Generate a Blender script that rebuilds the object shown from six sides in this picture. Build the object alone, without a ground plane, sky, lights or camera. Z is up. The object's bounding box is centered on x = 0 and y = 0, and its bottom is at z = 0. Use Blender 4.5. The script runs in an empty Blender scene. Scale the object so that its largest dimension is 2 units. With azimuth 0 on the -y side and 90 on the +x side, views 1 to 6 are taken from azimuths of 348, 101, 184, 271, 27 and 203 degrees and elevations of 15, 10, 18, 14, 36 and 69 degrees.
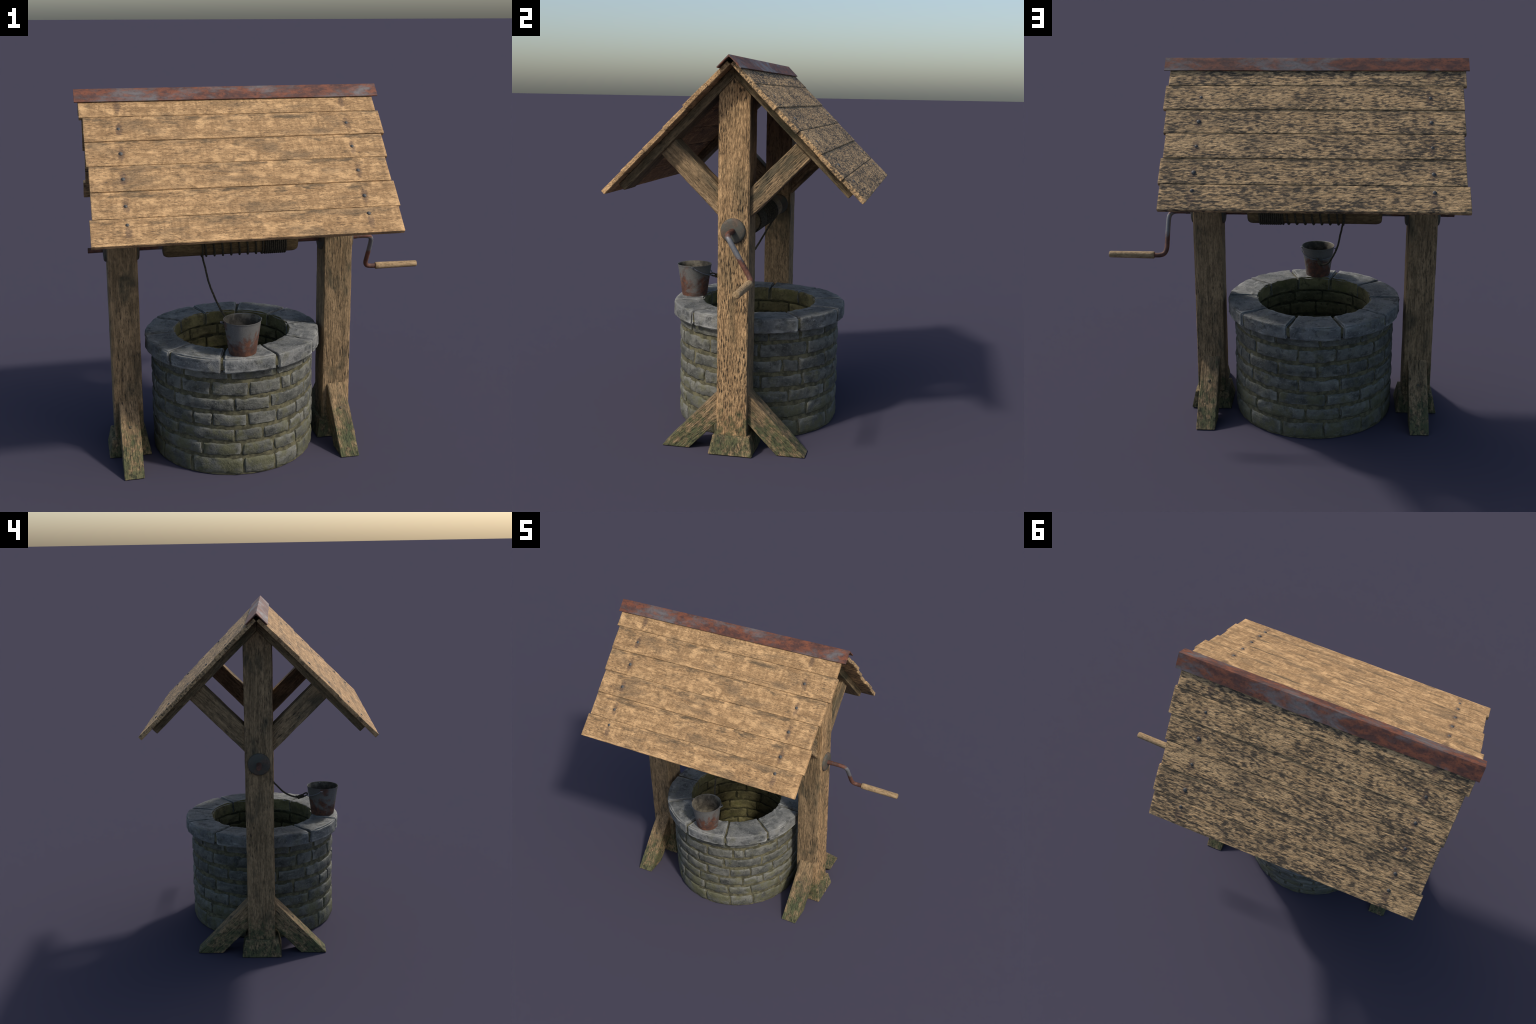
import bpy, math, random
from mathutils import Vector, Matrix, noise

random.seed(7)
SQ2 = math.sqrt(2.0)
SCN = bpy.context.scene.collection

# ------------------------------------------------------------------ nodes
class NB:
    """small helper that strings shader nodes together"""
    def __init__(self, name):
        self.mat = bpy.data.materials.new(name)
        self.mat.use_nodes = True
        self.t = self.mat.node_tree
        self.t.nodes.clear()
    def n(self, kind, **kw):
        nd = self.t.nodes.new(kind)
        for k, v in kw.items():
            setattr(nd, k, v)
        return nd
    def put(self, sock, v):
        if isinstance(v, bpy.types.NodeSocket):
            self.t.links.new(v, sock)
        elif v is not None:
            if sock.type == 'RGBA' and len(v) == 3:
                v = (*v, 1.0)
            sock.default_value = v
    def math(self, op, a, b=None, clamp=False):
        nd = self.n('ShaderNodeMath', operation=op, use_clamp=clamp)
        self.put(nd.inputs[0], a)
        if b is not None:
            self.put(nd.inputs[1], b)
        return nd.outputs[0]
    def vmath(self, op, a, b):
        nd = self.n('ShaderNodeVectorMath', operation=op)
        self.put(nd.inputs[0], a)
        self.put(nd.inputs[1], b)
        return nd.outputs[0]
    def noise(self, co, scale, stretch=(1, 1, 1), detail=4.0, rough=0.55, dist=0.0):
        v = self.vmath('MULTIPLY', co, stretch)
        nd = self.n('ShaderNodeTexNoise')
        self.put(nd.inputs['Vector'], v)
        nd.inputs['Scale'].default_value = scale
        nd.inputs['Detail'].default_value = detail
        nd.inputs['Roughness'].default_value = rough
        nd.inputs['Distortion'].default_value = dist
        return nd.outputs['Fac']
    def step(self, v, lo, hi):
        nd = self.n('ShaderNodeMapRange', interpolation_type='SMOOTHSTEP')
        self.put(nd.inputs['Value'], v)
        nd.inputs['From Min'].default_value = lo
        nd.inputs['From Max'].default_value = hi
        nd.inputs['To Min'].default_value = 0.0
        nd.inputs['To Max'].default_value = 1.0
        return nd.outputs['Result']
    def mix(self, f, a, b, blend='MIX'):
        nd = self.n('ShaderNodeMix', data_type='RGBA', blend_type=blend)
        self.put(nd.inputs['Factor'], f)
        self.put(nd.inputs['A'], a)
        self.put(nd.inputs['B'], b)
        return nd.outputs['Result']
    def co(self, vary=True):
        o = self.n('ShaderNodeTexCoord').outputs['Object']
        if not vary:
            return o
        r = self.n('ShaderNodeObjectInfo').outputs['Random']
        c = self.n('ShaderNodeCombineXYZ')
        for i, k in enumerate((17.3, 31.7, 9.1)):
            self.put(c.inputs[i], self.math('MULTIPLY', r, k))
        return self.vmath('ADD', o, c.outputs[0])
    def rnd(self):
        return self.n('ShaderNodeObjectInfo').outputs['Random']
    def height(self):
        g = self.n('ShaderNodeNewGeometry').outputs['Position']
        s = self.n('ShaderNodeSeparateXYZ')
        self.put(s.inputs[0], g)
        return s.outputs[2]
    def point(self):
        return self.n('ShaderNodeNewGeometry').outputs['Pointiness']
    def finish(self, col, rough=0.85, bump=None, strength=0.5, dist=0.004, metal=0.0, spec=0.25):
        b = self.n('ShaderNodeBsdfPrincipled')
        self.put(b.inputs['Base Color'], col)
        self.put(b.inputs['Roughness'], rough)
        self.put(b.inputs['Metallic'], metal)
        b.inputs['Specular IOR Level'].default_value = spec
        if bump is not None:
            bp = self.n('ShaderNodeBump')
            bp.inputs['Strength'].default_value = strength
            bp.inputs['Distance'].default_value = dist
            self.put(bp.inputs['Height'], bump)
            self.put(b.inputs['Normal'], bp.outputs[0])
        o = self.n('ShaderNodeOutputMaterial')
        self.t.links.new(b.outputs[0], o.inputs[0])
        return self.mat


def wood(name, light, dark, stain, crack, stain_amt=0.6, crack_amt=0.85, crack_lo=0.60,
         moss=False, bump=0.6, hatch=0.0, dash=(7, 60, 60), dash_scale=4.0, wear=0.35, fleck=0.0, band=0.0, nails=False, grain=0.5):
    """weathered timber, grain along the local X axis"""
    b = NB(name)
    co = b.co()
    fibre = b.noise(co, 3.0, (1.2, 22, 22), 6, 0.65)
    blotch = b.noise(co, 2.2, (1.6, 4.0, 4.0), 5, 0.62, 0.4)
    dashes = b.noise(co, dash_scale, dash, 3, 0.6, 0.0)
    fine = b.noise(co, 90.0, (0.45, 1.2, 1.2), 3, 0.6)
    col = b.mix(b.step(fibre, 0.34, 0.66), dark, light)
    col = b.mix(b.math('MULTIPLY', b.step(fine, 0.42, 0.66), 0.50), col, [c * 0.55 for c in dark])
    grit = b.noise(co, 190.0, (0.30, 1.1, 1.1), 2, 0.6)
    col = b.mix(b.math('MULTIPLY', b.step(grit, 0.54, 0.66), grain), col, [c * 0.30 for c in dark])
    patch = b.noise(co, 14.0, (0.8, 1.6, 1.6), 5, 0.7)
    col = b.mix(b.math('MULTIPLY', b.step(patch, 0.50, 0.68), grain), col, [c * 0.60 for c in dark])
    col = b.mix(b.math('MULTIPLY', b.step(patch, 0.50, 0.30), grain * 0.8), col, [min(1, c * 1.22) for c in light])
    if hatch:
        cross = b.noise(co, 6.0, (9, 1.3, 9), 4, 0.6)
        col = b.mix(b.math('MULTIPLY', b.step(cross, 0.44, 0.66), hatch), col, [c * 0.8 for c in dark])
        pale = b.noise(co, 5.0, (2.5, 3.5, 3), 3, 0.5)
        col = b.mix(b.math('MULTIPLY', b.step(pale, 0.52, 0.70), hatch), col, [min(1, c * 1.12) for c in light])
    col = b.mix(b.math('MULTIPLY', b.step(blotch, 0.50, 0.70), stain_amt), col, stain)
    cm = b.step(dashes, crack_lo, crack_lo + 0.09)
    cm = b.math('MULTIPLY', cm, b.step(b.noise(co, 2.6, (1.5, 3, 3), 3, 0.6), 0.36, 0.60))
    col = b.mix(b.math('MULTIPLY', cm, crack_amt), col, crack)
    if fleck:                              # dense soft-edged dark flecks along the grain
        f1 = b.noise(co, 5.0, (6.0, 18, 18), 4, 0.62)
        f2 = b.noise(co, 2.0, (2.2, 5, 5), 4, 0.6)
        f3 = b.noise(co, 60.0, (0.6, 1.5, 1), 3, 0.6)
        fm = b.math('ADD', f1, b.math('MULTIPLY', b.math('SUBTRACT', f2, 0.5), 0.45))
        fm = b.math('ADD', fm, b.math('MULTIPLY', b.math('SUBTRACT', f3, 0.5), 0.26))
        col = b.mix(b.math('MULTIPLY', b.step(fm, 0.405, 0.63), fleck), col, (0.048, 0.041, 0.033))
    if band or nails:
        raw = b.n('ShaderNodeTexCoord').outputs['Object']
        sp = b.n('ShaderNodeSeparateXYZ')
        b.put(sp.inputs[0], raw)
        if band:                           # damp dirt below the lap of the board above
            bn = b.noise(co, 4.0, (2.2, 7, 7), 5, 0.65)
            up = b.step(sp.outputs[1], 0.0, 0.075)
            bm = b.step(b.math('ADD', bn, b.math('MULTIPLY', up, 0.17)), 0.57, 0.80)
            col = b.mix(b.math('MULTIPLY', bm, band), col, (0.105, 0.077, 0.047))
        if nails:                          # rust stain round and below each nail
            g = b.n('ShaderNodeNewGeometry').outputs['Position']
            sg = b.n('ShaderNodeSeparateXYZ')
            b.put(sg.inputs[0], g)
            xl = b.math('ABSOLUTE', b.math('ADD', sg.outputs[0], 0.757))
            xr = b.math('ABSOLUTE', b.math('SUBTRACT', sg.outputs[0], 0.420))
            dx = b.math('DIVIDE', b.math('MINIMUM', xl, xr), 0.021)
            dy = b.math('DIVIDE', b.math('ADD', sp.outputs[1], 0.006), 0.052)
            rr = b.math('ADD', b.math('MULTIPLY', dx, dx), b.math('MULTIPLY', dy, dy))
            rr = b.math('ADD', rr, b.math('MULTIPLY', b.math('SUBTRACT', b.noise(co, 45.0, (1, 1, 1), 4, 0.7), 0.5), 2.4))
            sm = b.math('SUBTRACT', 1.0, b.step(rr, 0.0, 1.1))
            col = b.mix(b.math('MULTIPLY', sm, 0.6), col, (0.085, 0.055, 0.045))
    if wear:
        col = b.mix(b.math('MULTIPLY', b.step(b.point(), 0.51, 0.60), wear), col, [min(1, c * 1.25) for c in light])
    if moss:
        h = b.height()
        mn = b.noise(b.co(), 20.0, (1, 1.3, 1.3), 6, 0.75)
        low = b.math('SUBTRACT', 1.0, b.step(h, 0.0, 0.42))
        mm = b.step(b.math('ADD', mn, b.math('MULTIPLY', low, 0.26)), 0.60, 0.80)
        col = b.mix(b.math('MULTIPLY', mm, 0.80), col, (0.062, 0.082, 0.036))
        fl = b.step(b.noise(b.co(), 75.0, (0.6, 1, 1), 4, 0.65), 0.50, 0.62)
        dk = b.math('MULTIPLY', b.math('MULTIPLY', fl, low), 0.75)
        col = b.mix(dk, col, (0.022, 0.024, 0.016))
    hgt = b.math('ADD', b.math('MULTIPLY', b.math('SUBTRACT', 1.0, b.step(dashes, 0.42, 0.70)), 1.0),
                 b.math('MULTIPLY', fibre, 0.45))
    hgt = b.math('ADD', hgt, b.math('MULTIPLY', fine, 0.25))
    return b.finish(col, 0.86, hgt, bump, 0.006)


def stone(name, a, c, moss_col, moss_amt, low_moss=0.0, pale=(0.30, 0.31, 0.30), wear=0.5, bump=0.5, vary=0.35, streaks=0.5):
    b = NB(name)
    co = b.co()
    big = b.noise(co, 7.0, (1, 1, 1.4), 5, 0.6, 0.3)
    mid = b.noise(co, 26.0, (1, 1, 1), 5, 0.65)
    fine = b.noise(co, 110.0, (1, 1, 1), 4, 0.7)
    col = b.mix(b.step(big, 0.33, 0.68), a, c)
    col = b.mix(b.math('MULTIPLY', b.step(mid, 0.49, 0.68), 0.75), col, [k * 0.40 for k in a])
    col = b.mix(b.math('MULTIPLY', b.step(fine, 0.54, 0.70), 0.45), col, pale)
    streak = b.noise(co, 16.0, (0.6, 1, 2.2), 6, 0.72)
    col = b.mix(b.math('MULTIPLY', b.step(streak, 0.54, 0.70), streaks), col, pale)
    r = b.math('ADD', b.math('MULTIPLY', b.rnd(), vary), 1.0 - vary * 0.5)
    vv = b.n('ShaderNodeCombineXYZ')
    for i in range(3):
        b.put(vv.inputs[i], r)
    col = b.mix(1.0, col, vv.outputs[0], 'MULTIPLY')
    col = b.mix(b.math('MULTIPLY', b.step(b.point(), 0.515, 0.60), wear), col, pale)
    m = b.noise(co, 11.0, (1, 1, 1), 6, 0.7)
    if low_moss:
        low = b.math('SUBTRACT', 1.0, b.step(b.height(), 0.02, 0.40))
        m = b.math('ADD', m, b.math('MULTIPLY', low, low_moss))
    col = b.mix(b.math('MULTIPLY', b.step(m, 0.50, 0.72), moss_amt), col, moss_col)
    hgt = b.math('ADD', b.math('MULTIPLY', mid, 1.1), b.math('MULTIPLY', fine, 0.5))
    hgt = b.math('ADD', hgt, big)
    return b.finish(col, 0.8, hgt, bump, 0.006, spec=0.3)


def plain(name, a, c, scale=40, rough=0.8, metal=0.0, bump=0.3, stretch=(1, 1, 1), spec=0.3):
    b = NB(name)
    co = b.co(False)
    nz = b.noise(co, scale, stretch, 5, 0.65)
    col = b.mix(b.step(nz, 0.38, 0.64), a, c)
    return b.finish(col, rough, nz, bump, 0.003, metal, spec)


def rust(name, metal_col, rust_a, rust_b, bias=0.0, scale=5.0, grad=None, rough=0.55, metal=0.25, stretch=(1, 1, 1), soft=0.05, bare=None, contrast=1.0):
    """grey metal eaten by rust; grad = (z_low, z_high, amount): more rust at z_low"""
    b = NB(name)
    co = b.co(False)
    n1 = b.noise(co, scale, stretch, 5, 0.62, 0.5)
    n2 = b.noise(co, scale * 5, stretch, 5, 0.7)
    n3 = b.noise(co, scale * 22, (1, 1, 1), 3, 0.6)
    n1c = b.math('ADD', b.math('MULTIPLY', b.math('SUBTRACT', n1, 0.5), contrast), 0.5)
    m = b.math('ADD', b.math('ADD', n1c, bias), b.math('MULTIPLY', b.math('SUBTRACT', n2, 0.5), 0.35))
    if grad:
        low = b.math('SUBTRACT', 1.0, b.step(b.height(), grad[0], grad[1]))
        m = b.math('ADD', m, b.math('MULTIPLY', b.math('SUBTRACT', low, 0.5), grad[2]))
    if bare:                               # a stretch rubbed down to bare metal
        hz = b.height()
        on = b.math('MULTIPLY', b.step(hz, bare[0], bare[1]), b.math('SUBTRACT', 1.0, b.step(hz, bare[2], bare[3])))
        m = b.math('SUBTRACT', b.math('ADD', m, 0.12), b.math('MULTIPLY', on, 0.30))
    mask = b.step(m, 0.51 - soft, 0.51 + soft)
    rc = b.mix(b.step(n2, 0.40, 0.66), rust_a, rust_b)
    rc = b.mix(b.math('MULTIPLY', b.step(n3, 0.52, 0.70), 0.5), rc, [k * 0.45 for k in rust_a])
    mc = b.mix(b.math('MULTIPLY', b.step(n3, 0.48, 0.70), 0.5), metal_col, [k * 0.5 for k in metal_col])
    mc = b.mix(b.math('MULTIPLY', b.step(n2, 0.56, 0.70), 0.45), mc, [min(1, k * 1.6) for k in metal_col])
    col = b.mix(mask, mc, rc)
    ro = b.math('ADD', rough, b.math('MULTIPLY', mask, 0.2))
    mt = b.math('MULTIPLY', b.math('SUBTRACT', 1.0, b.math('MULTIPLY', mask, 0.6)), metal)
    return b.finish(col, ro, b.math('ADD', n2, n3), 0.25, 0.003, mt, 0.4)


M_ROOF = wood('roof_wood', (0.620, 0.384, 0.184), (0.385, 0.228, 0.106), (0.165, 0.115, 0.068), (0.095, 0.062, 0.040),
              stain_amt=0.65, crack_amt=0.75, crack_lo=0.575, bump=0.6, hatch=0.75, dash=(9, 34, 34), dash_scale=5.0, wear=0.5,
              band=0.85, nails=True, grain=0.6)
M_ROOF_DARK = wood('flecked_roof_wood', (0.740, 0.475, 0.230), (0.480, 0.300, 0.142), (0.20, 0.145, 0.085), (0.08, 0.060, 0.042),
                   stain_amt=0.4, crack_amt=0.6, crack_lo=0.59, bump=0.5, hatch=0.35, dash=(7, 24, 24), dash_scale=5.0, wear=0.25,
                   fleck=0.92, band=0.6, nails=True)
M_TIMBER = wood('timber', (0.395, 0.262, 0.138), (0.205, 0.138, 0.072), (0.080, 0.068, 0.041), (0.022, 0.019, 0.014),
                stain_amt=0.88, crack_amt=0.92, crack_lo=0.565, moss=True, bump=0.7, dash=(4.5, 40, 40), dash_scale=4.0, wear=0.8)
M_CRACKED = wood('cracked_timber', (0.560, 0.350, 0.170), (0.360, 0.220, 0.105), (0.17, 0.125, 0.065), (0.022, 0.019, 0.015),
                 stain_amt=0.6, crack_amt=0.95, crack_lo=0.515, moss=True, bump=0.9, dash=(6.0, 42, 42), dash_scale=4.3, wear=0.7, grain=0.4)
M_RAFTER = wood('rafter_wood', (0.30, 0.21, 0.11), (0.16, 0.118, 0.062), (0.075, 0.072, 0.040), (0.02, 0.018, 0.014),
                stain_amt=0.8, crack_amt=0.85, crack_lo=0.58, bump=0.6, wear=0.55)
M_HANDLE = wood('handle_wood', (0.48, 0.33, 0.18), (0.30, 0.20, 0.10), (0.15, 0.10, 0.06), (0.04, 0.032, 0.024),
                stain_amt=0.4, crack_amt=0.7, crack_lo=0.60, bump=0.4, wear=0.0, dash=(14, 90, 90))
M_DRUM = wood('drum_wood', (0.24, 0.165, 0.075), (0.14, 0.09, 0.042), (0.06, 0.05, 0.03), (0.02, 0.017, 0.012),
              stain_amt=0.6, crack_amt=0.7, bump=0.5, wear=0.2)
M_BRICK = stone('brick_stone', (0.060, 0.061, 0.053), (0.142, 0.138, 0.116), (0.100, 0.096, 0.046), 0.80, low_moss=0.14,
                pale=(0.25, 0.245, 0.205), wear=0.75, bump=0.9, vary=0.22, streaks=0.35)
M_COPING = stone('coping_stone', (0.088, 0.091, 0.089), (0.188, 0.186, 0.173), (0.150, 0.140, 0.080), 0.40,
                 pale=(0.36, 0.355, 0.325), wear=0.75, vary=0.22, bump=0.8)
M_LINING = stone('lining_stone', (0.070, 0.062, 0.026), (0.160, 0.138, 0.060), (0.090, 0.090, 0.024), 0.75,
                 pale=(0.24, 0.20, 0.10), wear=0.25, bump=0.8)
M_MORTAR = plain('mortar', (0.052, 0.048, 0.028), (0.132, 0.118, 0.066), 30, 0.95, bump=0.6)
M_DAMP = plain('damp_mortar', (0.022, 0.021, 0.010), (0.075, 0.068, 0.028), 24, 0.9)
M_CAP = rust('rusted_sheet', (0.150, 0.135, 0.130), (0.078, 0.034, 0.026), (0.200, 0.066, 0.032), bias=0.085, scale=3.2,
             rough=0.5, metal=0.15, stretch=(1, 2.2, 2.2), soft=0.12)
M_BUCKET = rust('galvanised_bucket', (0.138, 0.133, 0.122), (0.060, 0.030, 0.022), (0.145, 0.056, 0.030), bias=0.02, scale=8.0,
                grad=(0.66, 0.88, 0.50), rough=0.55, metal=0.15, soft=0.16, contrast=2.0)
M_BUCKET_IN = plain('bucket_inside', (0.055, 0.048, 0.037), (0.16, 0.14, 0.105), 22, 0.8)
M_CRANK = rust('crank_iron', (0.165, 0.165, 0.17), (0.080, 0.036, 0.025), (0.165, 0.065, 0.040), bias=0.07, scale=7.0,
               rough=0.5, metal=0.25, soft=0.10, bare=(1.02, 1.08, 1.138, 1.156))
M_IRON = rust('washer_iron', (0.072, 0.071, 0.056), (0.085, 0.058, 0.038), (0.125, 0.090, 0.065), bias=-0.02, scale=14.0,
              rough=0.65, metal=0.1, soft=0.12)
M_NAIL = plain('nail_iron', (0.040, 0.039, 0.038), (0.115, 0.112, 0.105), 120, 0.55, 0.2)
M_PEG = plain('wooden_peg', (0.05, 0.042, 0.028), (0.15, 0.115, 0.065), 120, 0.8)
M_WIRE = plain('bail_wire', (0.12, 0.125, 0.14), (0.20, 0.21, 0.23), 90, 0.45, 0.3)
M_ROPE = plain('old_rope', (0.030, 0.026, 0.018), (0.085, 0.072, 0.048), 160, 0.95, bump=0.6)

# ------------------------------------------------------------------ objects
def link(name, me, parent, M=None, mats=()):
    ob = bpy.data.objects.new(name, me)
    SCN.objects.link(ob)
    W = M if M is not None else Matrix.Identity(4)
    ob["_w"] = 0
    WORLD[ob] = W
    if parent is not None:
        ob.parent = parent
        ob.matrix_basis = WORLD[parent].inverted() @ W
    else:
        ob.matrix_basis = W
    if me is not None:
        for m in mats:
            if m.name not in me.materials:
                me.materials.append(m)
    del ob["_w"]
    return ob

WORLD = {}

def mesh(name, pts, faces, M=None, smooth=True, sharp=None):
    """mesh from world-space points, stored in the frame M"""
    if M is not None:
        inv = M.inverted()
        pts = [inv @ Vector(p) for p in pts]
    me = bpy.data.meshes.new(name)
    me.from_pydata([tuple(p) for p in pts], [], faces)
    me.update()
    if smooth:
        me.polygons.foreach_set('use_smooth', [True] * len(me.polygons))
        if sharp:
            me.set_sharp_from_angle(angle=math.radians(sharp))
    return me

def axis_steps(h, r, n, rim=3):
    a = [-h + r * k / rim for k in range(rim)]
    m = [-h + r + (2 * h - 2 * r) * i / n for i in range(n + 1)]
    return a + m + [-v for v in reversed(a)]

def rounded_box(h, r, n, warp=None, rough=0.0, freq=20.0, chip=0.0, chip_freq=9.0, seed=0.0, rim=3, skin=None):
    """box of half sizes h with worn, rounded edges; returns points and quads"""
    ax = [axis_steps(h[i], r, n[i], rim) for i in range(3)]
    N = [len(a) for a in ax]
    idx, pts, faces = {}, [], []
    off = Vector((seed * 3.17, seed * 1.73 + 5, seed * 2.31 - 4))
    def vert(i, j, k):
        key = (i, j, k)
        if key in idx:
            return idx[key]
        p = Vector((ax[0][i], ax[1][j], ax[2][k]))
        inner = Vector([max(-h[q] + r, min(h[q] - r, p[q])) for q in range(3)])
        d = p - inner
        d = d.normalized() if d.length > 1e-9 else Vector((0, 0, 1))
        edge = sorted(abs(c) for c in d)[1]          # 0 on flats, ~.7 on an edge
        q = inner + d * r
        amt = rough * noise.noise(p * freq + off) + 0.5 * rough * noise.noise(p * freq * 2.7 - off)
        if chip:
            c = noise.noise(Vector((p.x * chip_freq, p.y * chip_freq, p.z * chip_freq)) + off * 2)
            c2 = noise.noise(p * chip_freq * 3.1 - off * 2)
            amt -= chip * min(1.0, edge * 1.5) * max(0.0, c * 1.3 + c2 * 0.7 + 0.1)
        q = q + d * amt
        idx[key] = len(pts)
        pts.append(warp(q) if warp else q)
        return idx[key]
    def side(a, b, f, flip):
        for i in range(N[a] - 1):
            for j in range(N[b] - 1):
                q = [f(i, j), f(i + 1, j), f(i + 1, j + 1), f(i, j + 1)]
                faces.append(q[::-1] if flip else q)
    side(0, 1, lambda i, j: vert(i, j, N[2] - 1), False)
    side(0, 1, lambda i, j: vert(i, j, 0), True)
    side(1, 2, lambda i, j: vert(N[0] - 1, i, j), False)
    side(1, 2, lambda i, j: vert(0, i, j), True)
    side(0, 2, lambda i, j: vert(i, 0, j), False)
    side(0, 2, lambda i, j: vert(i, N[1] - 1, j), True)
    return pts, faces

def lathe(profile, seg=32, closed=True, wob=0.0, seed=0.0):
    """profile of (radius, height) about local Z"""
    pts, faces, rows = [], [], []
    for (r, z) in profile:
        if r < 1e-6:
            rows.append([len(pts)]); pts.append(Vector((0, 0, z)))
        else:
            row = []
            for s in range(seg):
                a = 2 * math.pi * s / seg
                k = 1 + wob * noise.noise(Vector((math.cos(a) * 1.5 + seed, math.sin(a) * 1.5, z * 6)))
                row.append(len(pts)); pts.append(Vector((r * k * math.cos(a), r * k * math.sin(a), z)))
            rows.append(row)
    for A, B in zip(rows[:-1], rows[1:]):
        for s in range(seg):
            t = (s + 1) % seg
            if len(A) == 1 and len(B) == 1:
                continue
            if len(A) == 1:
                faces.append([A[0], B[t], B[s]])
            elif len(B) == 1:
                faces.append([A[s], A[t], B[0]])
            else:
                faces.append([A[s], A[t], B[t], B[s]])
    return pts, faces

def smooth_path(ctrl, per=10):
    """Catmull-Rom through control points"""
    P = [Vector(c) for c in ctrl]
    P = [P[0] * 2 - P[1]] + P + [P[-1] * 2 - P[-2]]
    out = []
    for i in range(1, len(P) - 2):
        a, b, c, d = P[i - 1], P[i], P[i + 1], P[i + 2]
        for k in range(per):
            t = k / per
            out.append(0.5 * ((2 * b) + (c - a) * t + (2 * a - 5 * b + 4 * c - d) * t * t + (3 * b - a - 3 * c + d) * t ** 3))
    out.append(P[-2])
    return out

def tube(path, rad, seg=10, strands=0, twist=0.0):
    """sweep a circle along a path; rad may be a function of 0..1; strands make a rope section"""
    pts, faces = [], []
    n = len(path)
    up = Vector((0.13, 0.31, 0.94))
    t0 = (path[1] - path[0]).normalized()
    nrm = (up - t0 * up.dot(t0)).normalized()
    dist = 0.0
    for i, p in enumerate(path):
        t = (path[min(i + 1, n - 1)] - path[max(i - 1, 0)]).normalized()
        nrm = (nrm - t * nrm.dot(t)).normalized()
        bi = t.cross(nrm)
        if i:
            dist += (p - path[i - 1]).length
        r = rad(i / (n - 1)) if callable(rad) else rad
        for s in range(seg):
            a = 2 * math.pi * s / seg
            k = 1 + (0.14 * math.cos(strands * (a + dist * twist)) if strands else 0)
            pts.append(p + (nrm * math.cos(a) + bi * math.sin(a)) * r * k)
    for i in range(n - 1):
        for s in range(seg):
            t = (s + 1) % seg
            faces.append([i * seg + s, i * seg + t, (i + 1) * seg + t, (i + 1) * seg + s])
    faces.append(list(range(seg))[::-1])
    faces.append([(n - 1) * seg + s for s in range(seg)])
    return pts, faces

def frame(origin, xaxis, zhint=(0, 0, 1)):
    x = Vector(xaxis).normalized()
    z = Vector(zhint); z = (z - x * z.dot(x)).normalized()
    y = z.cross(x)
    m = Matrix((x, y, z)).transposed().to_4x4()
    m.translation = Vector(origin)
    return m

root = bpy.data.objects.new('water_well', None)
SCN.objects.link(root)
WORLD[root] = Matrix.Identity(4)
root["label"] = "old stone water well with timber roof, winch and bucket"
root["category"] = "water well"

# ------------------------------------------------------------------ masonry
CX = -0.169                       # well axis
R_WALL, R_MORTAR, R_IN = 0.4495, 0.4445, 0.332
C = Vector((CX, 0, 0))

def ring_mesh(prof, seg=96, jitter=0.0):
    pts, faces = [], []
    m = len(prof)
    for s in range(seg):
        a = 2 * math.pi * s / seg
        for r, z in prof:
            d = jitter * noise.noise(Vector((math.cos(a) * 9, math.sin(a) * 9, z * 22)))
            pts.append(Vector((CX + (r + d) * math.cos(a), (r + d) * math.sin(a), z)))
    for s in range(seg):
        t = (s + 1) % seg
        for k in range(m):
            q = (k + 1) % m
            faces.append([s * m + k, t * m + k, t * m + q, s * m + q])
    return pts, faces

zs = [0.0 + 0.655 * i / 40 for i in range(41)]
def r_out(z):
    return R_MORTAR if z < 0.596 else 0.4745
def r_inn(z):
    return R_IN + 0.0045 if z < 0.588 else 0.3270
prof = [(r_out(z), z) for z in zs] + [(r_inn(z), z) for z in reversed(zs)]
Mw = Matrix.Translation(C)
p, f = ring_mesh(prof, 120, 0.004)
me = mesh('wall_mortar', p, f, Mw, True, 40)
wall = link('wall_mortar', me, root, Mw, [M_MORTAR, M_DAMP])
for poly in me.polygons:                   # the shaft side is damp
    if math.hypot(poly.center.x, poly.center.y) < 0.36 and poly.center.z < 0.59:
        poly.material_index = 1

COURSES = [0.000, 0.103, 0.189, 0.271, 0.356, 0.442, 0.531, 0.603]
JOINTS = [
    [12, 40.5, 69.5, 99, 128, 152, 180, 203, 231, 267, 290, 311, 340],
    [15, 47.5, 86, 110, 135.5, 168, 200, 239, 266, 289, 309, 338],
    [33, 66.5, 100, 126, 153, 187, 219.5, 261, 281, 302, 321, 355],
    [13, 43.5, 81, 110, 140.5, 175, 205.5, 232, 246, 270, 291, 309.5, 331],
    [28, 40, 66, 94, 116, 132, 153, 192, 216.5, 261, 286, 320, 350],
    [12, 47, 81, 107, 138, 172, 208.5, 223, 245.5, 271, 295, 304, 336],
    [18, 41, 65, 96, 126, 151, 177, 202, 225, 258, 291, 318, 345],
]

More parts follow.
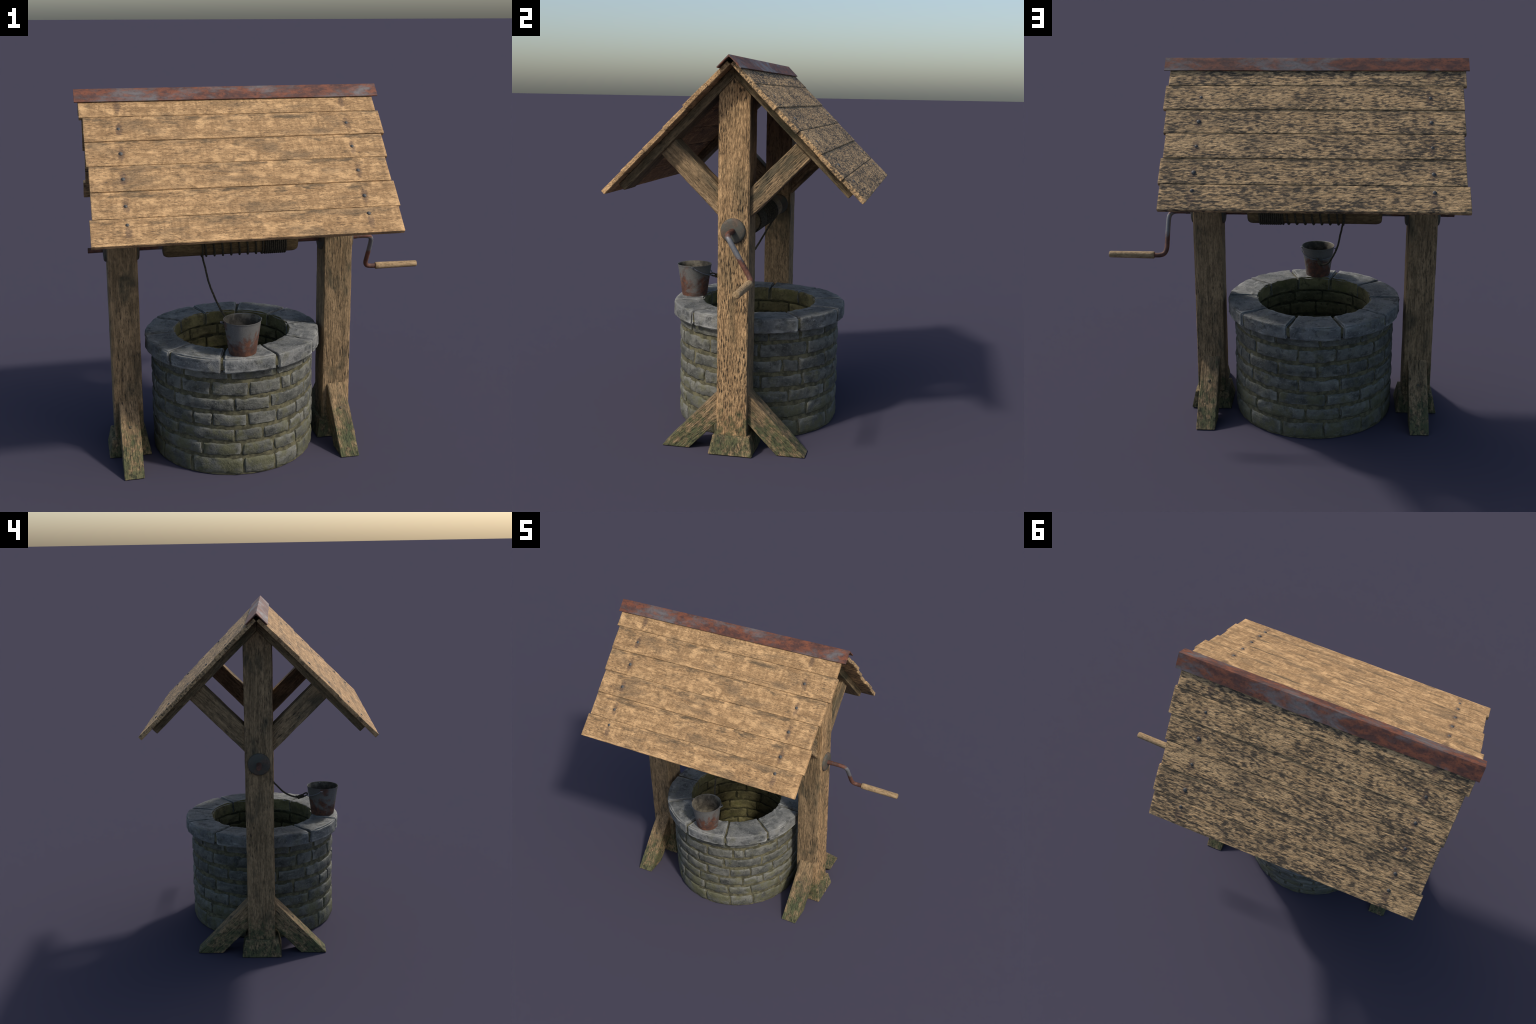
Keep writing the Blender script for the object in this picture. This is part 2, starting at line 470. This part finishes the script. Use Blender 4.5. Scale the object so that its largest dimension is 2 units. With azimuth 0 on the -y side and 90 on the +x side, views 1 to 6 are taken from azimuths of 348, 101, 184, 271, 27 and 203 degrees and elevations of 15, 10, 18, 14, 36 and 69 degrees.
def arc_block(name, a0, a1, r0, r1, z0, z1, gap_a, gap_z, rnd, mat, parent, seed, rough, chip, chip_freq=14, n=None, sag=0.0, inward=False, bulge=0.0):
    am = math.radians((a0 + a1) / 2)
    rm = r1 if not inward else r0
    half = math.radians(a1 - a0) / 2
    hx = half * rm - gap_a / 2
    hy = (r1 - r0) / 2
    hz = (z1 - z0) / 2 - gap_z / 2
    rc, zc = (r0 + r1) / 2, (z0 + z1) / 2
    tilt = sag * noise.noise(Vector((seed * 7.7, 1.3, 2.9)))
    def warp(q):
        a = am + q.x / rm
        r = rc + q.y + (bulge * (0.6 - (q.z / hz) ** 2) if q.y > 0 else 0.0)
        z = zc + q.z + tilt * q.x / max(hx, 1e-3)
        return Vector((CX + r * math.cos(a), r * math.sin(a), max(0.0, z)))
    nn = n or (max(4, int(hx * 2 / 0.016)), 2, 4)
    pts, faces = rounded_box((hx, hy, hz), min(rnd, hx * .45, hz * .6), nn, warp, rough, 26, chip, chip_freq, seed)
    faces = [fc[::-1] for fc in faces]     # the (angle, radius, z) frame is left-handed
    ctr = Vector((CX + rc * math.cos(am), rc * math.sin(am), zc))
    M = frame(ctr, (-math.sin(am), math.cos(am), 0))
    return link(name, mesh(name, pts, faces, M, True, 50), parent, M, [mat])

k = 0
for c, joints in enumerate(JOINTS):
    z0, z1 = COURSES[c], COURSES[c + 1]
    for i, a0 in enumerate(joints):
        a1 = joints[(i + 1) % len(joints)]
        if a1 < a0:
            a1 += 360
        k += 1
        pr = 0.003 * noise.noise(Vector((k * 1.9, 4.2, 0.3)))
        arc_block('brick', a0, a1, 0.415, R_WALL + pr, max(z0, 0.0) - (0.004 if c == 0 else 0), z1, 0.0065, 0.014, 0.009,
                  M_BRICK, wall, k, 0.0044, 0.014, 17, sag=0.006, bulge=0.0040)

# lining of the shaft
k = 300
zl = [0.012, 0.090, 0.172, 0.258, 0.345, 0.430, 0.512, 0.584]
for c in range(7):
    n = 11
    for i in range(n):
        jig = [8 * noise.noise(Vector((c * 3.3, q * 2.1, 7.7))) for q in (i, (i + 1) % n)]
        st = (c % 2) * 16 + c * 5
        a0 = st + i * 360 / n + jig[0]
        a1 = st + (i + 1) * 360 / n + jig[1]
        k += 1
        pr = 0.004 * noise.noise(Vector((k * 1.9, 1.2, 6.3)))
        arc_block('lining_brick', a0, a1, R_IN + pr, 0.362, zl[c], zl[c + 1], 0.004, 0.009, 0.008,
                  M_LINING, wall, k, 0.004, 0.010, 16, sag=0.004, inward=True)

# coping ring, ten wedges
CJ = [1, 38, 75, 109.5, 144.5, 180, 217.5, 253.5, 289, 324]
for i, a0 in enumerate(CJ):
    a1 = CJ[(i + 1) % 10]
    if a1 < a0:
        a1 += 360
    nx = 22
    ob = arc_block('coping_stone', a0, a1, 0.318 + 0.003 * math.sin(i * 2.3), 0.4848 + 0.0020 * math.sin(i * 4.1 + 1), 0.590, 0.6680 + 0.002 * math.sin(i * 5.7),
                   0.016, 0.0, 0.008, M_COPING, root, 60 + i * 1.7, 0.0036, 0.014, 8.0, n=(nx, 10, 5), sag=0.004)
    ob.data.materials.append(M_LINING)
    rm = (0.318 + 0.486) / 2
    for poly in ob.data.polygons:          # the face towards the shaft is green with damp
        c = ob.matrix_basis @ poly.center - C
        nn = ob.matrix_basis.to_3x3() @ poly.normal
        c.z = 0
        if nn.dot(c.normalized()) < -0.6 and c.length < 0.35:
            poly.material_index = 1

# ------------------------------------------------------------------ timber frame
POST_X = (0.4215, -0.7625)
PH = 0.0792
for px in POST_X:
    sd = 11 if px > 0 else 23
    M = frame((px, 0, 0.95), (0, 0, 1), (0, -1, 0))
    zb, zt = 0.03, 1.900
    def warp(q, px=px):
        t = (q.x / 0.9 + 1) / 2
        y = q.y
        top = zt - abs(q.z) - 0.002
        z = zb + (top - zb) * t
        return Vector((px + q.y, q.z, z))
    p, f = rounded_box((0.9, PH, PH), 0.006, (90, 6, 6), warp, 0.0014, 9, 0.009, 5.5, sd)
    me = mesh('post', p, f, M, True, 50)
    link('post', me, root, M, [M_TIMBER, M_CRACKED])
    if px > 0:                             # the weather side of this post is badly cracked
        for poly in me.polygons:
            if abs(poly.normal.y) > 0.8 and poly.center.y * (M.to_3x3() @ Vector((0, 1, 0))).x > 0:
                poly.material_index = 1
    # base block, flaring to the ground
    Mb = frame((px, 0, 0.05), (0, 0, 1), (0, -1, 0))
    def warpb(q, px=px):
        t = (q.x / 0.0495 + 1) / 2
        s = (0.1155 + (0.0955 - 0.1155) * t) / 0.1
        return Vector((px + q.y * s, q.z * s, 0.0 + 0.0985 * t))
    p, f = rounded_box((0.0495, 0.1, 0.1), 0.0035, (8, 12, 12), warpb, 0.0012, 14, 0.006, 9, sd + 3)
    link('post_base', mesh('post_base', p, f, Mb, True, 50), root, Mb, [M_TIMBER])
    for sy in (-1, 1):
        # foot brace: between an upper and a lower line in the y-z plane
        up0, up1 = Vector((0, 0.072, 0.3240)), Vector((0, 0.3795, 0.0))
        lo0, lo1 = Vector((0, 0.072, 0.163)), Vector((0, 0.2315, 0.0))
        def warpf(q, px=px, sy=sy):
            t = (q.x / 0.2 + 1) / 2
            v = (q.z / 0.055 + 1) / 2
            pt = lo0.lerp(lo1, t).lerp(up0.lerp(up1, t), v)
            return Vector((px + q.y, sy * pt.y, max(0.0, pt.z)))
        Mf = frame((px, sy * 0.23, 0.16), (0, sy * 0.72, -0.69), (0, sy * 0.69, 0.72))
        p, f = rounded_box((0.2, 0.0525, 0.055), 0.0035, (30, 6, 8), warpf, 0.0012, 12, 0.007, 8, sd + sy * 2 + 5)
        if sy > 0:
            pass
        else:
            f = [q[::-1] for q in f]
        f = [q[::-1] for q in f] if sy > 0 else f
        br = link('foot_brace', mesh('foot_brace', p, f, Mf, True, 50), root, Mf, [M_TIMBER])
        # peg in the brace
        q = up0.lerp(up1, 0.36)
        nd = Vector((0, sy * 0.725, 0.688))
        pl, pf = lathe([(0, 0.004), (0.007, 0.0035), (0.010, 0.001), (0.011, -0.006)], 14)
        Mp = frame(Vector((px, sy * q.y, q.z)), (1, 0, 0), nd)
        link('peg', mesh('peg', [Mp @ v for v in pl], pf, Mp, True), br, Mp, [M_PEG])
        # rafter: mitred at the ridge
        S0, S1, send = 1.8985, 1.9560, -0.548
        def warpr(q, px=px, sy=sy):
            t = (q.x / 0.42 + 1) / 2
            S = S0 + (S1 - S0) * (q.z / 0.02 + 1) / 2
            s0 = -S / SQ2 + 0.0008
            s = s0 + (send - s0) * t
            return Vector((px + q.y, sy * (S + SQ2 * s) / 2, (S - SQ2 * s) / 2))
        Mr = frame((px, sy * 0.3, 1.63), (0, sy, -1), (0, sy, 1))
        p, f = rounded_box((0.42, PH + 0.0015, 0.02), 0.004, (50, 6, 3), warpr, 0.001, 10, 0.006, 7, sd + sy * 3 + 9)
        if sy > 0:
            f = [q[::-1] for q in f]
        link('rafter', mesh('rafter', p, f, Mr, True, 50), root, Mr, [M_RAFTER])
        # roof brace between post and rafter
        d0, d1 = 1.1430, 1.292              # z - |y| of its lower and upper faces
        def warpu(q, px=px, sy=sy):
            t = (q.x / 0.2 + 1) / 2
            d = d0 + (d1 - d0) * (q.z / 0.049 + 1) / 2
            ya, yb = 0.070, (S0 + 0.004 - d) / 2
            y = ya + (yb - ya) * t
            return Vector((px + q.y, sy * y, y + d))
        Mu = frame((px, sy * 0.2, 1.42), (0, sy, 1), (0, -sy, 1))
        p, f = rounded_box((0.2, 0.0530, 0.049), 0.005, (28, 6, 6), warpu, 0.0014, 12, 0.008, 8, sd + sy * 4 + 15)
        if sy > 0:
            f = [q[::-1] for q in f]
        link('roof_brace', mesh('roof_brace', p, f, Mu, True, 50), root, Mu, [M_TIMBER])

# ------------------------------------------------------------------ roof boards
EDGE_S = [-1.383, -1.236, -1.0835, -0.935, -0.785, -0.632, -0.4830]
SPAN = [(-0.949, 0.596), (-0.931, 0.609), (-0.930, 0.593), (-0.920, 0.580), (-0.920, 0.591), (-0.932, 0.581)]
NAIL_S = [-1.290, (0.175 - 1.813) / SQ2, (0.283 - 1.706) / SQ2, (0.390 - 1.598) / SQ2, (0.500 - 1.489) / SQ2, (0.574 - 1.415) / SQ2]
S_UNDER, S_LIP, S_UP = 1.9572, 1.9905, 1.9862
pl, pf = lathe([(0, 0.0062), (0.005, 0.0056), (0.0095, 0.0036), (0.0122, 0.0004), (0.0125, -0.004)], 16)
nail_me = mesh('nail', pl, pf)
nail_me.materials.append(M_NAIL)
for sy in (-1, 1):
    for b in range(6):
        x0, x1 = SPAN[b]
        s0, s1 = EDGE_S[b] + 0.0004, EDGE_S[b + 1] - 0.0004
        L, W = (x1 - x0) / 2, (s1 - s0) / 2
        sd = b * 5.3 + (40 if sy > 0 else 0)
        def warp(q):
            t = (q.y / W + 1) / 2                     # 0 at the top edge, 1 at the eave edge
            top = S_UP + (S_LIP - S_UP) * t + (0.0012 if b % 2 else 0)
            S = S_UNDER + (0.0006 if b % 2 else 0) + (top - S_UNDER) * (q.z / 0.0115 + 1) / 2
            s = s0 + (s1 - s0) * t
            return Vector(((x0 + x1) / 2 + q.x, sy * (S + SQ2 * s) / 2, (S - SQ2 * s) / 2))
        p, f = rounded_box((L, W, 0.0115), 0.0025, (110, 8, 2), warp, 0.0008, 12, 0.0045, 9, sd, rim=2)
        if sy < 0:
            f = [q[::-1] for q in f]
        sm = (s0 + s1) / 2
        org = Vector(((x0 + x1) / 2, sy * (1.975 + SQ2 * sm) / 2, (1.975 - SQ2 * sm) / 2))
        M = frame(org, (1, 0, 0) if sy < 0 else (-1, 0, 0), (0, sy, 1))
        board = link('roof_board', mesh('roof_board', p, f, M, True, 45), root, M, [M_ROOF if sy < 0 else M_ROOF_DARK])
        if b == 0:
            continue
        for nx in (-0.760, 0.4175):
            S = S_LIP - 0.0015
            s = NAIL_S[b]
            pos = Vector((nx, sy * (S + SQ2 * s) / 2, (S - SQ2 * s) / 2))
            Mn = frame(pos, (1, 0, 0), (0, sy, 1))
            link('nail', nail_me, board, Mn @ Matrix.Scale(random.uniform(0.72, 1.0), 4))

# ridge cap: bent sheet
Mc = Matrix.Translation((-0.17, 0, 1.97))
pts, faces = [], []
half = [(0.0592, 1.9408), (0.045, 1.955), (0.030, 1.970), (0.015, 1.985), (0.0025, 1.9978)]
outer = [(-y, z) for y, z in half] + [(0.0, 1.9995)] + [(y, z) for y, z in reversed(half)]
t = 0.0055
inner = [(y - math.copysign(t * 0.7, y) if abs(y) > 0.004 else 0.0, z - t * 0.7 if abs(y) > 0.004 else z - t * 1.45) for y, z in outer]
ring = outer + inner[::-1]
nseg = 70
for i in range(nseg + 1):
    x = -0.9672 + (0.6275 + 0.9672) * i / nseg
    for j, (y, z) in enumerate(ring):
        w = 0.0022 * noise.noise(Vector((x * 5, y * 20, 3.1))) * min(1, abs(y) / 0.04)
        pts.append(Vector((x, y + math.copysign(w, y) if y else y, z + w * 0.4)))
m = len(ring)
for i in range(nseg):
    for j in range(m):
        q = (j + 1) % m
        faces.append([i * m + j, i * m + q, (i + 1) * m + q, (i + 1) * m + j])
nO = len(outer)
for base, fl in ((0, False), (nseg * m, True)):
    for j in range(nO - 1):
        q = [base + j, base + m - 1 - j, base + m - 2 - j, base + j + 1]
        faces.append(q[::-1] if fl else q)
link('ridge_cap', mesh('ridge_cap', pts, faces, Mc, True, 30), root, Mc, [M_CAP])

# ------------------------------------------------------------------ winch
AZ = 1.157
Mx = frame((-0.17, 0, AZ), (0, 0, -1), (1, 0, 0))      # local Z runs along world X
p, f = lathe([(0, -0.767), (0.0125, -0.767), (0.0145, -0.765), (0.0145, 0.72)], 20)
axle = link('axle', mesh('axle', [Mx @ v for v in p], f, Mx, True, 40), root, Mx, [M_CRANK])
Md = frame((-0.1695, 0, AZ), (1, 0, 0))
prof = [(0, -0.3715), (0.040, -0.3715), (0.050, -0.368), (0.057, -0.357), (0.060, -0.342)]
prof += [(0.060, -0.342 + 0.684 * i / 20) for i in range(1, 20)]
prof += [(r, -z) for r, z in reversed(prof[:5])]
p, f = lathe(prof, 40, wob=0.02)
Ml = frame((-0.1695, 0, AZ), (0, 0, -1), (1, 0, 0))
drum = link('winch_drum', mesh('winch_drum', [Ml @ v for v in p], f, Md, True, 40), root, Md, [M_DRUM])

RR = 0.0056
coil = []
def wind(x0, x1, turns, r, ph):
    n = int(turns * 36)
    for i in range(n):
        a = ph + 2 * math.pi * turns * i / n
        coil.append(Vector((x0 + (x1 - x0) * i / n, r * math.sin(a), AZ + r * math.cos(a))))
    return ph + 2 * math.pi * turns
ph = wind(0.135, 0.012, 11, 0.0645, 0.0)
ph = wind(0.012, -0.006, 1, 0.0645, ph)
ph = wind(-0.006, -0.328, 7, 0.0640, ph)
ph = wind(-0.328, -0.334, 1.3, 0.0645, ph)
p, f = tube(coil, RR, 8)
link('rope_coil', mesh('rope_coil', p, f, Md, True, 60), drum, Md, [M_ROPE])
p, f = lathe([(0.062, 0.0), (0.0645, 0.002), (0.0645, 0.006)], 8)

rope_ctrl = [(-0.334, 0.062, 1.150), (-0.331, 0.052, 1.122), (-0.324, 0.034, 1.094), (-0.313, -0.005, 1.027), (-0.299, -0.047, 0.950), (-0.281, -0.086, 0.893),
             (-0.256, -0.139, 0.832), (-0.239, -0.180, 0.803), (-0.221, -0.212, 0.787), (-0.203, -0.238, 0.779)]
p, f = tube(smooth_path(rope_ctrl, 10), RR * 0.95, 10, 3, 220)
rope = link('rope', mesh('rope', p, f), root, None, [M_ROPE])
# whipped knot: a wrapped core, then an eye round the bail
ka, kb = Vector((-0.208, -0.229, 0.7785)), Vector((-0.190, -0.268, 0.786))
ax = (kb - ka).normalized()
Mk = frame(ka, ax)
kn = []
for i in range(120):
    tt = i / 119
    a = 2 * math.pi * 5 * tt
    kn.append(Mk @ Vector((0.043 * tt, 0.0082 * math.cos(a), 0.0082 * math.sin(a))))
p, f = tube(kn, 0.0048, 8)
p2, f2 = tube([ka.lerp(kb, i / 4) for i in range(5)], 0.0075, 10)
tail = smooth_path([ka + ax * 0.01 + Vector((0, 0, .004)), ka + Vector((-0.003, 0.004, 0.011)), ka + Vector((-0.006, 0.012, 0.010))], 5)
p3, f3 = tube(tail, 0.0036, 8)
eye = []
ec = kb + ax * 0.012 + Vector((0, 0, 0.003))
for i in range(29):
    a = math.pi + 2 * math.pi * i / 28
    eye.append(ec + ax * (0.016 * math.cos(a)) + Vector((0.45, 0.0, 0.89)) * (0.0095 * math.sin(a)))
p4, f4 = tube(eye, 0.0044, 8)
P, F = [], []
for pp, ff in ((p, f), (p2, f2), (p3, f3), (p4, f4)):
    o = len(P)
    P += pp
    F += [[i + o for i in q] for q in ff]
link('knot', mesh('knot', P, F), rope, None, [M_ROPE])

# washers on both faces of both posts
pl, pf = lathe([(0, 0.0), (0.030, -0.0005), (0.050, -0.002), (0.0590, -0.005), (0.0630, -0.010), (0.0635, -0.022)], 28)
for px in POST_X:
    for sx in (-1, 1):
        Mq = frame((px + sx * (PH + 0.0170), 0, AZ), (0, 0, -sx), (sx, 0, 0))
        link('washer', mesh('washer', [Mq @ v for v in pl], pf, Mq, True, 40), root, Mq, [M_IRON])

# crank
cr = smooth_path([(0.50, 0, AZ), (0.555, 0, AZ), (0.598, 0.0, AZ), (0.628, 0.004, 1.150), (0.643, 0.018, 1.128), (0.6455, 0.050, 1.073),
                  (0.6455, 0.087, 1.010), (0.647, 0.112, 0.969), (0.660, 0.125, 0.947), (0.685, 0.131, 0.940), (0.725, 0.131, 0.940)], 8)
p, f = tube(cr, 0.0132, 14)
Mcr = Matrix.Translation((0.645, 0.06, 1.05))
crank = link('crank', mesh('crank', p, f, Mcr, True, 60), root, Mcr, [M_CRANK])
Mh = frame((0.712, 0.131, 0.940), (0.2555, -0.005, 0.0))
prof = [(0.0, 0.0), (0.017, 0.0), (0.0200, 0.003)] + [(0.0200 - 0.0018 * i / 12, 0.003 + 0.244 * i / 12) for i in range(1, 13)] + [(0.0165, 0.2525), (0.012, 0.255), (0.0, 0.256)]
p, f = lathe(prof, 20, wob=0.03)
Mh2 = frame((0.712, 0.131, 0.940), (0, 0, -1), (0.2555, -0.005, 0.0))
link('crank_handle', mesh('crank_handle', [Mh2 @ v for v in p], f, Mh, True, 50), crank, Mh, [M_HANDLE])

# ------------------------------------------------------------------ bucket
BT, BB = Vector((-0.187, -0.390, 0.850)), Vector((-0.183, -0.389, 0.6665))
axb = (BT - BB).normalized()
Mb = frame(BB, (1, 0, 0), axb)
hb = (BT - BB).length
ro = lambda z: 0.0715 + (0.0975 - 0.0715) * z / hb
prof = [(0, 0.0), (0.066, 0.0), (0.0705, 0.0015)] + [(ro(hb * i / 14), hb * i / 14) for i in range(1, 14)] + \
       [(0.0972, hb - 0.004), (0.0990, hb - 0.0015), (0.0985, hb + 0.001), (0.0965, hb), (0.0945, hb - 0.004)]
n_out = len(prof)
prof += [(ro(hb * i / 10) - 0.003, hb * i / 10) for i in range(9, 0, -1)] + [(0.067, 0.006), (0, 0.006)]
p, f = lathe(prof, 48, wob=0.018, seed=3)
me = mesh('bucket', [Mb @ v for v in p], f, Mb, True, 50)
me.materials.append(M_BUCKET)
me.materials.append(M_BUCKET_IN)
for poly in me.polygons:
    c = poly.center
    rr = math.hypot(c.x, c.y)
    if rr < ro(max(0, c.z)) - 0.0016 and c.z > 0.003:
        poly.material_index = 1
bucket = link('bucket', me, root, Mb)
# bail hanging at the back, its ears left and right
eR, eL = BT + Vector((0.1015, 0.016, -0.006)), BT + Vector((-0.101, 0.014, -0.012))
low = Vector((-0.184, -0.2885, 0.789))
ctrl = [eR]
for i in range(1, 12):
    a = math.pi * i / 12
    mid = (eR + eL) / 2
    q = mid + (eR - mid) * math.cos(a) * 1.04 + (low - mid) * math.sin(a)
    ctrl.append(q)
ctrl.append(eL)
p, f = tube(smooth_path(ctrl, 5), 0.0030, 8)
link('bail', mesh('bail', p, f), bucket, None, [M_WIRE])
for e, s in ((eR, 1), (eL, -1)):
    ringp = [e + Vector((s * (0.0005 + 0.0060 * math.cos(a)), 0.0065 * math.sin(a), -0.001)) for a in [2 * math.pi * i / 18 for i in range(19)]]
    p, f = tube(ringp, 0.0026, 8)
    link('ear', mesh('ear', p, f), bucket, None, [M_WIRE])
